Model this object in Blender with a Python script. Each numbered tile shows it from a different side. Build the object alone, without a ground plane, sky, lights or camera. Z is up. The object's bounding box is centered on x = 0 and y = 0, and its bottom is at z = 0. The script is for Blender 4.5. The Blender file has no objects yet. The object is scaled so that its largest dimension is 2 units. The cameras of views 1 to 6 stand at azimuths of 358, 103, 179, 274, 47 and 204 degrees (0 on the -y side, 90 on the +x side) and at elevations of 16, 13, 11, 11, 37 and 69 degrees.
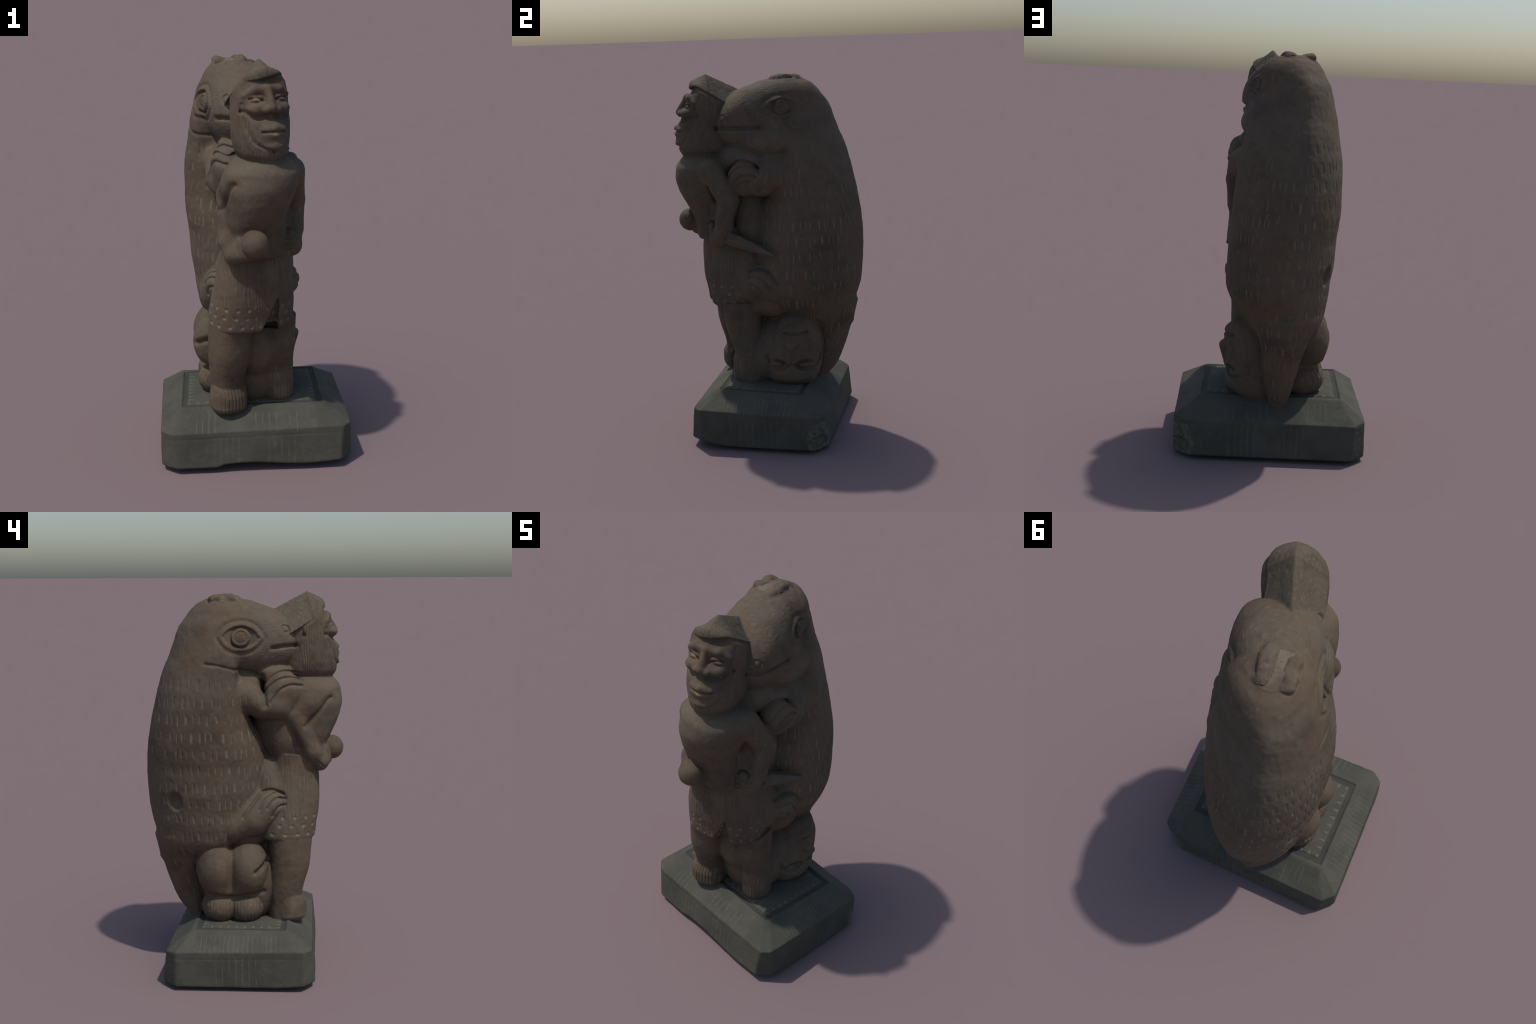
# Soapstone carving: a bear hugging a man from behind, with an upside-down
# crouching figure under its belly, on a chamfered slate plinth.
# Every part is described as a solid (ellipsoids, limbs, lofted columns), the
# solids are blended into one smooth skin, carved with strokes, then split
# into named parts.
import bpy, math, numpy as np, time
T0 = time.time()
CELL = 0.0036          # skin resolution of the figures (m)
F32 = np.float32

# ------------------------------------------------------------------ helpers
def smin(a, b, k):
    if k <= 0: return np.minimum(a, b)
    h = np.maximum(k - np.abs(a - b), 0) / k
    return np.minimum(a, b) - h * h * k * 0.25
def smax(a, b, k): return -smin(-a, -b, k)
def sstep(e0, e1, x):
    t = np.clip((x - e0) / (e1 - e0), 0, 1); return t * t * (3 - 2 * t)
def fract(x): return x - np.floor(x)

def perlin(p, seed=0):
    """gradient noise, p (N,3) -> about -1..1"""
    i = np.floor(p).astype(np.int64); f = (p - i).astype(F32); u = f * f * f * (f * (f * 6 - 15) + 10)
    out = 0
    for dx in (0, 1):
        for dy in (0, 1):
            for dz in (0, 1):
                h = ((i[:, 0] + dx) * 73856093) ^ ((i[:, 1] + dy) * 19349663) ^ ((i[:, 2] + dz) * 83492791) ^ (seed * 2654435)
                h = (h ^ (h >> 13)) * 1274126177 & 0x7fffffff; h = h ^ (h >> 11)
                g = ((h & 1) * 2.0 - 1) * (f[:, 0] - dx) + ((h >> 1 & 1) * 2.0 - 1) * (f[:, 1] - dy) + ((h >> 2 & 1) * 2.0 - 1) * (f[:, 2] - dz)
                w = (u[:, 0] if dx else 1 - u[:, 0]) * (u[:, 1] if dy else 1 - u[:, 1]) * (u[:, 2] if dz else 1 - u[:, 2])
                out = out + w * g
    return out.astype(F32)

class Frame:
    """a = to the figure's left (+x side), f = forward, z up; yaw turns forward from -y towards +x"""
    def __init__(s, ox, oy, deg):
        s.ox, s.oy, s.c, s.s, s.deg = ox, oy, math.cos(math.radians(deg)), math.sin(math.radians(deg)), deg
    def loc(s, p):
        x = p[:, 0] - s.ox; y = p[:, 1] - s.oy
        return x * s.c + y * s.s, x * s.s - y * s.c
    def w(s, a, f, z): return (s.ox + a * s.c + f * s.s, s.oy + a * s.s - f * s.c, z)

# ---------------------------------------------------------------- primitives
# each returns (distance function, lower corner, upper corner)
def ellipsoid(c, r, yaw=0.0, pitch=0.0, roll=0.0):
    """pitch tips the local forward (-y) axis upward, roll turns about it"""
    from mathutils import Euler
    M = np.array(Euler((math.radians(-pitch), math.radians(roll), 0)).to_matrix())
    Z = np.array(Euler((0, 0, math.radians(yaw))).to_matrix())
    R = (Z @ M).astype(F32); c = np.array(c, F32); r = np.array(r, F32)
    def f(p):
        q = (p - c) @ R
        k1 = np.sqrt(((q / r) ** 2).sum(1)); k2 = np.sqrt(((q / (r * r)) ** 2).sum(1)) + 1e-9
        return k1 * (k1 - 1) / k2
    e = np.sqrt(((R * r) ** 2).sum(1))
    return f, c - e, c + e

def limb(points, radii):
    """chain of tapered round segments"""
    P = np.array(points, F32); r = np.array(radii, F32)
    def f(p):
        d = None
        for i in range(len(P) - 1):
            ab = P[i + 1] - P[i]; t = np.clip(((p - P[i]) @ ab) / (ab @ ab), 0, 1)
            q = p - P[i] - t[:, None] * ab
            e = np.sqrt((q * q).sum(1)) - (r[i] + t * (r[i + 1] - r[i]))
            d = e if d is None else smin(d, e, 0.01)
        return d
    m = r.max(); return f, P.min(0) - m, P.max(0) + m

def pchip(x, y):
    x = np.array(x, float); y = np.array(y, float); h = np.diff(x); d = np.diff(y) / h
    m = np.zeros(len(x)); m[0] = d[0]; m[-1] = d[-1]
    for i in range(1, len(x) - 1):
        if d[i - 1] * d[i] > 0:
            w1 = 2 * h[i] + h[i - 1]; w2 = h[i] + 2 * h[i - 1]; m[i] = (w1 + w2) / (w1 / d[i - 1] + w2 / d[i])
    def f(t):
        t = np.clip(t, x[0], x[-1]); i = np.clip(np.searchsorted(x, t) - 1, 0, len(x) - 2)
        s = (t - x[i]) / h[i]; s2 = s * s; s3 = s2 * s
        return ((2 * s3 - 3 * s2 + 1) * y[i] + (s3 - 2 * s2 + s) * h[i] * m[i] + (3 * s2 - 2 * s3) * y[i + 1] + (s3 - s2) * h[i] * m[i + 1]).astype(F32)
    return f

def oval_section(u, v, ru, rvp, rvn, n):
    """first-order distance to a (super)ellipse with different front and back radii"""
    rv = np.where(v > 0, rvp, rvn)
    if isinstance(n, tuple): n = np.where(v > 0, F32(n[0]), np.where(u > 0, F32(n[1]), F32(n[2])))
    elif n == 2:
        k1 = np.sqrt((u / ru) ** 2 + (v / rv) ** 2) + 1e-6; k2 = np.sqrt((u / ru ** 2) ** 2 + (v / rv ** 2) ** 2) + 1e-6
        return k1 * (k1 - 1) / k2
    au = np.abs(u) / ru + 1e-6; av = np.abs(v) / rv + 1e-6
    q = (au ** n + av ** n) ** (1 / n)
    g = q ** (1 - n) * np.sqrt((au ** (n - 1) / ru) ** 2 + (av ** (n - 1) / rv) ** 2)
    return np.clip((q - 1) / np.maximum(g, 1e-4), -0.3, 3)

def column(yaw, stations, n=2):
    """upright loft; station = (z, cx, cy, half width, front radius, back radius[, yaw])"""
    S = np.array([tuple(q) + (yaw,) * (7 - len(q)) for q in stations], float); S = S[np.argsort(S[:, 0])]; z = S[:, 0]
    C = [pchip(z, S[:, i]) for i in range(1, 7)]
    def f(p):
        t = p[:, 2]; turn = np.radians(C[5](t)); c, s = np.cos(turn), np.sin(turn); x = p[:, 0] - C[0](t); y = p[:, 1] - C[1](t)
        d = oval_section(x * c + y * s, x * s - y * c, C[2](t), C[3](t), C[4](t), n)
        dz = np.maximum(z[0] - t, t - z[-1])
        return np.minimum(np.maximum(d, dz), 0) + np.sqrt(np.maximum(d, 0) ** 2 + np.maximum(dz, 0) ** 2)
    m = S[:, 3:6].max(1)
    return f, np.array([(S[:, 1] - m).min(), (S[:, 2] - m).min(), z[0]]), np.array([(S[:, 1] + m).max(), (S[:, 2] + m).max(), z[-1]])

def extents_column(yaw, rows, n=2):
    """upright loft from its extents: row = (z, x-, x+, y-, y+)"""
    c2, s2 = math.cos(math.radians(yaw)) ** 2, math.sin(math.radians(yaw)) ** 2
    st = []
    for z, xa, xb, ya, yb in rows:
        X = ((xb - xa) / 2) ** 2; Y = ((yb - ya) / 2) ** 2
        ra = math.sqrt(max((X * c2 - Y * s2) / (c2 - s2), 0.0004)); rb = math.sqrt(max((Y * c2 - X * s2) / (c2 - s2), 0.0004))
        st.append((z, (xa + xb) / 2, (ya + yb) / 2, ra, rb, rb))
    return column(yaw, st, n)

def snout_loft(fr, stations, n=2.0):
    """level loft along the forward axis; station = (s, side offset, half width, top z, bottom z, level of greatest width)"""
    S = np.array(stations, float); S = S[np.argsort(S[:, 0])]; s0 = S[:, 0]; C = [pchip(s0, S[:, i]) for i in range(1, 6)]
    def f(p):
        a, t = fr.loc(p); zt, zb, zm = C[2](t), C[3](t), C[4](t)
        d = oval_section(a - C[0](t), p[:, 2] - zm, C[1](t), zt - zm, zm - zb, n)
        ds = np.maximum(s0[0] - t, t - s0[-1])
        return np.minimum(np.maximum(d, ds), 0) + np.sqrt(np.maximum(d, 0) ** 2 + np.maximum(ds, 0) ** 2)
    R = max(abs(s0[0]), abs(s0[-1])) + 0.25
    return f, np.array([fr.ox - R, fr.oy - R, S[:, 4].min()]), np.array([fr.ox + R, fr.oy + R, S[:, 3].max()])

# ------------------------------------------------------------------- strokes
def smooth_path(pts, m=5):
    P = np.array(pts, float)
    if len(P) < 3: return P
    Q = np.vstack([2 * P[0] - P[1], P, 2 * P[-1] - P[-2]]); out = []
    for i in range(1, len(Q) - 2):
        for t in np.arange(m) / m:
            out.append(0.5 * (2 * Q[i] + (Q[i + 1] - Q[i - 1]) * t + (2 * Q[i - 1] - 5 * Q[i] + 4 * Q[i + 1] - Q[i + 2]) * t * t + (3 * Q[i] - Q[i - 1] - 3 * Q[i + 1] + Q[i + 2]) * t ** 3))
    out.append(P[-1]); return np.array(out)
def path_distance(u, v, pts):
    d = np.full(u.shape, 9.0, F32)
    for i in range(len(pts) - 1):
        a = pts[i]; ab = pts[i + 1] - a; t = np.clip(((u - a[0]) * ab[0] + (v - a[1]) * ab[1]) / (ab @ ab + 1e-12), 0, 1)
        d = np.minimum(d, np.hypot(u - a[0] - t * ab[0], v - a[1] - t * ab[1]))
    return d

RELIEFS = []     # (height function of points, lower corner, upper corner)
def relief(fn, lo, hi): RELIEFS.append((fn, np.array(lo, float), np.array(hi, float)))
def cut(view, pts, width, depth, lo, hi, m=5):
    """a carved stroke seen along an axis: view 'side' = (y,z) points, 'front' = (x,z), 'top' = (x,y), or a Frame = (a,z)"""
    P = smooth_path(pts, m)
    def fn(p):
        if view == 'side': u, v = p[:, 1], p[:, 2]
        elif view == 'front': u, v = p[:, 0], p[:, 2]
        elif view == 'top': u, v = p[:, 0], p[:, 1]
        else: u, v = view.loc(p)[0], p[:, 2]
        return -depth * np.exp(-(path_distance(u, v, P) / width) ** 2)
    relief(fn, lo, hi)

# --------------------------------------------------------------------- parts
PARTS = []
class Part:
    def __init__(s, name, body, blend=0.02, look='stone'):
        s.name, s.body, s.blend, s.look, s.ops = name, body, blend, look, []; PARTS.append(s)
    def add(s, prim, k=0.015): s.ops.append(('+', k) + prim); return s
    def sub(s, prim, k=0.01): s.ops.append(('-', k) + prim); return s
    def field(s, p, lo, hi, mg):
        d = None
        for op, k, f, a, b in s.ops:
            if np.any(a - mg > hi) or np.any(b + mg < lo): continue
            if op == '+':
                e = f(p); d = e if d is None else smin(d, e, k)
            elif d is not None: d = smax(d, -f(p), k)
        return d

MARGIN = 0.05
def evaluate(p, lo, hi, labels=False, mg=MARGIN):
    bodies = {}; best = np.full(len(p), 9.0, F32); lab = np.zeros(len(p), np.int16)
    for i, part in enumerate(PARTS):
        d = part.field(p, lo, hi, mg)
        if d is None: continue
        if labels:
            m = d < best; lab[m] = i; best = np.minimum(best, d)
        bodies[part.body] = d if part.body not in bodies else smin(bodies[part.body], d, part.blend)
    if labels:
        a, f = MH.loc(p); w = np.interp(p[:, 2], [1.615, 1.65, 1.71, 1.78, 1.86], [0, .066, .095, .108, .108])
        lab[(lab == HEAD_ID) & (f > .03) & (np.abs(a - .004) < w)] = FACE_ID
    if labels:
        for k, side, y0, z0, r0 in EYES: lab[(p[:, 0] * side > .04) & (np.hypot(p[:, 1] - y0, p[:, 2] - z0) < r0)] = k
    D = np.full(len(p), 0.2, F32)
    for b in bodies.values(): D = smin(D, b, 0.007)
    for fn, a, b in RELIEFS:
        if np.any(a > hi) or np.any(b < lo): continue
        ins = np.all((p > a) & (p < b), 1)
        if ins.any():
            idx = np.nonzero(ins)[0]; D[idx] -= fn(p[idx])
    return (D, lab) if labels else D

# ====================================================================== BEAR
BH = Frame(-0.01, 0.0, 15)
torso = Part('bear_torso', 'bear', look='fur')
torso.add(column(0, [   # rounded in front and on the right flank, flatter from the spine to the left flank
    (0.60, -.047, .27, .095, .05, .182, 7), (0.62, -.045, .235, .122, .05, .214, 8), (0.65, -.042, .20, .165, .10, .253, 9), (0.68, -.041, .178, .198, .16, .282, 9.6), (0.76, -.029, .165, .234, .236, .319, 6),
    (0.86, -.019, .171, .258, .278, .339, 2.8), (0.98, -.029, .170, .264, .290, .350, 2.6), (1.10, -.035, .168, .265, .286, .354, 2.8),
    (1.22, -.046, .160, .266, .256, .351, 5.6), (1.34, -.050, .147, .261, .184, .344, 9.4), (1.46, -.053, .132, .253, .112, .332, 13.5),
    (1.58, -.053, .125, .231, .086, .309, 16.3), (1.70, -.060, .116, .205, .092, .269, 17.8), (1.82, -.058, .107, .176, .095, .235, 17.5),
    (1.90, -.044, .101, .156, .085, .185, 16), (1.940, -.044, .104, .126, .08, .140, 15), (1.962, -.05, .105, .09, .06, .09, 15)], (1.86, 1.5, 1.95)))
torso.add(ellipsoid((.01, .01, 1.53), (.165, .15, .12), 15), .04)          # throat
tail = Part('bear_tail', 'bear', 0.04, look='fur')
tail.add(extents_column(4, [
    (0.215, -.075, -.012, .235, .285), (0.26, -.088, .0, .22, .303), (0.35, -.112, .025, .21, .367), (0.45, -.134, .040, .21, .408),
    (0.54, -.155, .048, .21, .437), (0.60, -.178, .058, .21, .454), (0.66, -.19, .07, .21, .468), (0.72, -.195, .08, .21, .480)], (2, 1.55, 1.6)))
head = Part('bear_head', 'bear', 0.012, look='bear_head')
head.add(snout_loft(BH, [
    (-.29, -.03, .03, 1.86, 1.72, 1.79), (-.20, -.025, .115, 1.935, 1.625, 1.78), (-.10, -.015, .170, 1.966, 1.572, 1.77),
    (0.0, -.008, .180, 1.962, 1.560, 1.76), (.06, -.003, .183, 1.946, 1.563, 1.755), (.145, 0, .173, 1.915, 1.580, 1.75),
    (.207, 0, .158, 1.874, 1.600, 1.745), (.25, .005, .128, 1.822, 1.635, 1.735), (.272, .01, .09, 1.78, 1.67, 1.73),
    (.284, .01, .04, 1.75, 1.70, 1.727)], 2.2))
head.add(ellipsoid((.103, .055, 1.640), (.085, .15, .082), 15), .03)      # heavy left jowl
# broken-off ear stumps either side of a smooth mortise on the crown
def block(c, h, yaw, r):
    """rounded block"""
    fr = Frame(c[0], c[1], yaw); h = np.array(h, F32) - r
    def f(p):
        a, b = fr.loc(p); q = np.abs(np.stack([a, b, p[:, 2] - F32(c[2])], 1)) - h
        return np.sqrt((np.maximum(q, 0) ** 2).sum(1)) + np.minimum(q.max(1), 0) - r
    R = math.hypot(h[0], h[1]) + r
    return f, np.array([c[0] - R, c[1] - R, c[2] - h[2] - r]), np.array([c[0] + R, c[1] + R, c[2] + h[2] + r])
mound = Part('crown', 'bear', 0.03, look='bear_head')
mound.add(ellipsoid((-.075, .10, 1.920), (.090, .12, .049), 8))
crown = Part('ear_stump', 'bear', 0.012, look='stump')
crown.add(block((-.126, .105, 1.948), (.026, .070, .036), 8, .022)).sub(ellipsoid((-.118, .165, 2.0), (.03, .03, .018)), .015)
crown2 = Part('ear_stump', 'bear', 0.012, look='stump')
crown2.add(block((-.028, .100, 1.948), (.030, .078, .040), 8, .024)).sub(ellipsoid((-.02, .035, 2.008), (.04, .03, .022)), .015)
mort = Part('crown_mortise', 'bear', 0.004, look='mortise')
mort.add(block((-.078, .10, 1.945), (.030, .070, .026), 8, .006))

for side, sh, wr, hand, rr, nm in (
        (-1, [(-.150, .11, 1.500), (-.125, -.03, 1.462)], None, (-.110, -.20, 1.486), (.066, .115, .120), 'l'),
        (1, [(.125, .12, 1.47), (.168, .0, 1.43)], None, (.186, -.085, 1.450), (.074, .092, .100), 'r')):
    arm = Part('bear_foreleg', 'bear', 0.03, look='fur')
    arm.add(limb(sh, (.085, .084)))
    paw = Part('bear_forepaw', 'bear', 0.02, look='paw')
    paw.add(ellipsoid(hand, rr, 15, 0))
    if side < 0: paw.add(limb([(-.130, -.10, 1.43), (-.115, -.19, 1.415)], (.078, .07)), 0.02)
for side, ch, rad in (
        (-1, [(-.165, .04, .80), (-.150, -.05, .835), (-.135, -.125, .90)], (.085, .1, .092)),
        (1, [(.115, .09, .79), (.140, .03, .84), (.164, -.02, .88)], (.085, .09, .088))):
    hp = Part('bear_hindpaw', 'bear', 0.03, look='paw'); hp.add(limb(ch, rad))

# ======================================================================= MAN
MH = Frame(.05, -.33, 20); MT = Frame(.05, -.31, 20)
mhead = Part('man_head', 'man', 0.008, look='beard')
def st(fr, z, a, f, ra, rf, rb): x, y, _ = fr.w(a, f, z); return (z, x, y, ra, rf, rb)
def roof_plane(a, f, z):
    """gable of the hat: ridge falling both ways from the peak"""
    ridge = 2.008 - np.maximum(f + .010, 0) * .48 - np.maximum(-f - .010, 0) * .50
    pitch = np.where(a < 0, 1.14, .98) * (1 - .70 * sstep(-.03, .07, f))      # the gable flattens towards the brim
    return (z - ridge + pitch * np.sqrt(a * a + .00004)) / 1.5
def under_roof(prim, drop):
    g, lo, hi = prim
    def f(p):
        a, s = MH.loc(p); return smax(g(p), roof_plane(a, s, p[:, 2]) + drop, .01)
    return f, lo, hi
mhead.add(under_roof(column(20, [st(MH, *q) for q in [
    (1.555, 0, .0, .085, .128, .10), (1.60, 0, 0, .112, .152, .16), (1.66, 0, 0, .124, .156, .16), (1.72, 0, 0, .128, .147, .16),
    (1.78, 0, 0, .129, .128, .16), (1.84, 0, 0, .127, .108, .16), (1.88, 0, 0, .123, .086, .16), (1.93, 0, 0, .112, .055, .16)]], 2.2), .008))
face = Part('man_face', 'man', 0.008, look='face')
W = MH.w
face.add(ellipsoid(W(0, .022, 1.80), (.108, .104, .10), 20))
face.add(ellipsoid(W(0, .060, 1.69), (.085, .098, .088), 20), 0.02)
for sd in (-1, 1):
    face.add(ellipsoid(W(sd * .056, .094, 1.797), (.048, .042, .033), 20, 0, sd * 16), 0.020)          # cheek
    face.sub(ellipsoid(W(sd * .056, .128, 1.844), (.045, .043, .025), 20, 0, sd * 10), 0.010)          # socket
    face.add(limb([W(sd * .098, .062, 1.850), W(sd * .058, .083, 1.876), W(0, .090, 1.880)], (.014, .017, .014)), 0.022)
    face.add(ellipsoid(W(sd * .054, .094, 1.838), (.031, .017, .015), 20, 0, sd * 12), 0.005)      # lids
    face.add(ellipsoid(W(sd * .026, .128, 1.793), (.021, .024, .018), 20), 0.010)           # nostril wing
face.add(limb([W(0, .098, 1.880), W(0, .139, 1.802)], (.013, .021)), 0.014)
face.add(ellipsoid(W(.004, .118, 1.690), (.060, .050, .056), 20), 0.025)
face.add(limb([W(-.042, .141, 1.708), W(.005, .158, 1.715), W(.050, .141, 1.708)], (.011, .014, .011)), 0.010)
face.add(limb([W(-.038, .140, 1.690), W(.005, .157, 1.686), W(.046, .140, 1.690)], (.010, .013, .010)), 0.006)
face.add(ellipsoid(W(.004, .138, 1.634), (.052, .034, .026), 20), 0.02)

hat = Part('man_hat', 'man', 0.004, look='hat')
def hat_solid():
    def f(p):
        a, s = MH.loc(p); z = p[:, 2]
        foot = oval_section(a, s + .05, np.full(a.shape, .132, F32), np.full(a.shape, .133, F32), np.full(a.shape, .20, F32), 2)
        brim = ((1.893 + .60 * np.minimum(s, .055) + .18 * a) - z) / 1.18
        return smax(smax(foot, roof_plane(a, s, z), .020), brim, .006)
    x, y, _ = MH.w(0, -.05, 0)
    return f, np.array([x - .25, y - .25, 1.74]), np.array([x + .25, y + .25, 2.02])
hat.add(hat_solid())

mt = Part('man_torso', 'man', 0.012)
mt.add(column(20, [st(MT, *q) for q in [
    (1.575, 0, 0, .08, .125, .10), (1.545, 0, 0, .135, .165, .12), (1.50, 0, 0, .168, .192, .13), (1.44, -.012, 0, .170, .198, .14),
    (1.37, -.022, 0, .155, .182, .15), (1.28, -.032, 0, .140, .138, .17), (1.20, -.025, 0, .142, .100, .18), (1.10, -.02, 0, .14, .085, .18)]], 2.2))
mt.add(ellipsoid((-.01, -.18, 1.33), (.13, .14, .20), 15), 0.03)
skirt = Part('man_skirt', 'man', 0.003, look='skirt')
skirt.add(column(20, [
    (1.168, .030, -.275, .158, .092, .16), (1.14, .030, -.27, .162, .095, .16), (1.05, .025, -.260, .172, .118, .17), (0.95, .015, -.248, .186, .134, .17),
    (0.85, .005, -.225, .200, .152, .17), (0.77, -.003, -.21, .206, .154, .17), (0.735, -.006, -.208, .203, .153, .17), (0.722, -.006, -.205, .195, .145, .16)], 2.5))
arm_r = Part('man_arm', 'man', 0.028)
arm_r.add(limb([(-.054, -.385, 1.478), (-.098, -.265, 1.375)], (.066, .056)))
fore_r = Part('man_forearm', 'man', 0.014)
fore_r.add(limb([(-.104, -.265, 1.37), (-.110, -.36, 1.185)], (.052, .046)), 0.02)
hand_r = Part('man_hand', 'man', 0.02)
hand_r.add(limb([(-.108, -.36, 1.18), (-.082, -.398, 1.125), (-.02, -.43, 1.13)], (.046, .046, .03)))
arm_l = Part('man_arm', 'man', 0.028)
arm_l.add(limb([(.188, -.275, 1.485), (.210, -.172, 1.335)], (.070, .056)))
fore_l = Part('man_forearm', 'man', 0.014)
fore_l.add(limb([(.210, -.172, 1.33), (.207, -.21, 1.20)], (.056, .049)), 0.02)
hand_l = Part('man_hand', 'man', 0.02)
hand_l.add(limb([(.202, -.20, 1.19), (.195, -.24, 1.12)], (.046, .052)))
hand_l.add(limb([(.185, -.275, 1.19), (.19, -.27, 1.14)], (.024, .03)), 0.012)
ball = Part('ball', 'ball', 0.0); hand_r.add(ellipsoid((-.005, -.405, 1.165), (.075, .055, .062)), .02)
ball.add(ellipsoid((.014, -.459, 1.188), (.062, .062, .064)))
def blade():
    A = np.array((.205, -.19, 1.125)); B = np.array((.205, .075, 1.035))
    ax = (B - A) / np.linalg.norm(B - A); up = np.array((0, ax[2] * -1, ax[1])); up /= np.linalg.norm(up); L = np.linalg.norm(B - A)
    A, ax, up = A.astype(F32), ax.astype(F32), up.astype(F32)
    def f(p):
        q = p - A; s = q @ ax; u = q @ up; x = np.abs(q[:, 0])
        h = .034 * np.clip(1.25 - s / L, 0, 1)
        return smax(smax(np.abs(u) - h, x * .8 + np.abs(u) * .62 - .034, .004), np.maximum(-s, s - L), .006)
    return f, np.array((.14, -.24, .95)), np.array((.28, .1, 1.19))
knife = Part('knife', 'knife', 0.0); knife.add(blade())
leg_r = Part('man_leg', 'man', 0.006)
leg_r.add(column(20, [(.28, -.124, -.215, .078, .088, .085), (.42, -.125, -.218, .081, .092, .09), (.58, -.116, -.235, .098, .112, .105), (.75, -.103, -.24, .104, .120, .11)], 2.4))
leg_l = Part('man_leg', 'man', 0.006)
leg_l.add(column(20, [(.28, .129, -.106, .068, .077, .08), (.42, .129, -.107, .070, .080, .085), (.58, .131, -.132, .077, .098, .10), (.75, .132, -.147, .082, .107, .11)], 2.4))
foot_r = Part('man_foot', 'man', 0.004, look='foot')
foot_r.add(column(20, [(.285, -.124, -.235, .080, .080, .08), (.31, -.126, -.235, .089, .095, .075), (.36, -.126, -.235, .089, .096, .075), (.40, -.126, -.235, .083, .082, .065), (.418, -.126, -.23, .076, .07, .06)], 2.6))
foot_l = Part('man_foot', 'man', 0.004, look='foot')
foot_l.add(column(20, [(.285, .133, -.12, .062, .070, .07), (.32, .133, -.12, .070, .082, .07), (.40, .133, -.12, .069, .080, .07), (.44, .132, -.12, .064, .07, .06), (.455, .132, -.115, .055, .06, .05)], 2.6))
web = Part('stone_web', 'man', 0.01)
web.add(ellipsoid((.12, -.06, 1.54), (.085, .11, .06), 15)).add(ellipsoid((-.08, -.16, 1.58), (.06, .10, .06), 15)).add(ellipsoid((.145, -.235, 1.245), (.05, .055, .09), 15)).add(ellipsoid((.06, -.13, 1.55), (.13, .13, .10), 15)).add(ellipsoid((.02, -.135, .60), (.14, .125, .19), 15)).add(ellipsoid((.015, -.10, .42), (.14, .10, .18), 15)).add(ellipsoid((-.10, -.08, .47), (.12, .08, .20), 15)).add(ellipsoid((.0, .02, .74), (.20, .18, .11), 15))
skirt.add(ellipsoid((.0, -.125, .93), (.180, .13, .24), 15), .02)
web.add(ellipsoid((.05, -.10, 1.20), (.115, .11, .24), 15)).add(ellipsoid((-.02, .06, .47), (.22, .19, .22), 12))
web.add(ellipsoid((-.04, -.20, 1.25), (.10, .09, .16), 15)).add(ellipsoid((.11, -.22, 1.28), (.075, .075, .10), 15)).add(ellipsoid((.09, -.02, .42), (.10, .10, .16), 12)).add(ellipsoid((.115, -.08, .86), (.095, .11, .14), 15))

# ======================================================== CROUCHING FIGURE
FH = Frame(.07, .157, 11)   # its face looks along +a
fh = Part('figure_head', 'figure', 0.02)
fh.add(column(11, [(.275, .065, .125, .12, .125, .125), (.33, .073, .132, .152, .150, .148), (.40, .075, .138, .155, .162, .158), (.47, .075, .142, .155, .162, .158),
                   (.55, .072, .148, .158, .148, .146), (.62, .068, .152, .15, .118, .118), (.67, .062, .156, .135, .088, .088), (.70, .06, .16, .10, .05, .05)], 2.2))
fh.add(limb([(.218, .146, .42), (.240, .154, .525)], (.015, .024)), 0.014).add(ellipsoid((.232, .152, .532), (.022, .036, .018), 11), .012)
fh.add(ellipsoid((.205, .155, .59), (.035, .06, .045), 11), 0.02)
for y0, x0 in ((.066, .208), (.228, .190)):
    fh.sub(ellipsoid((x0 + .022, y0, .412), (.038, .062, .030), 11), 0.010)
    fh.add(ellipsoid((x0 - .008, y0, .408), (.020, .044, .018), 11), 0.006)
fb = Part('figure_body', 'figure', 0.03)
fb.add(block((-.115, .055, .530), (.135, .168, .155), 12, .09))
for y0 in (.145, -.025):
    fb.add(ellipsoid((-.166, y0, .566), (.130, .106, .150), 12), 0.028)
ff1 = Part('figure_foot', 'figure', 0.008, look='figure_foot'); ff1.add(ellipsoid((-.165, .125, .358), (.112, .098, .094), 12))
ff2 = Part('figure_foot', 'figure', 0.008, look='figure_foot'); ff2.add(ellipsoid((-.165, -.012, .358), (.112, .096, .094), 12))

HEAD_ID, FACE_ID = PARTS.index(mhead), PARTS.index(face)
EYES = []            # (part number, side, y, z, radius) of the bear's two eyeballs
for side, y0, z0, r0 in ((-1, .003, 1.777, .046), (1, .113, 1.822, .041)):
    EYES.append((len(PARTS), side, y0, z0, r0)); Part('bear_eye', 'bear', look='bear_head')
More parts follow.
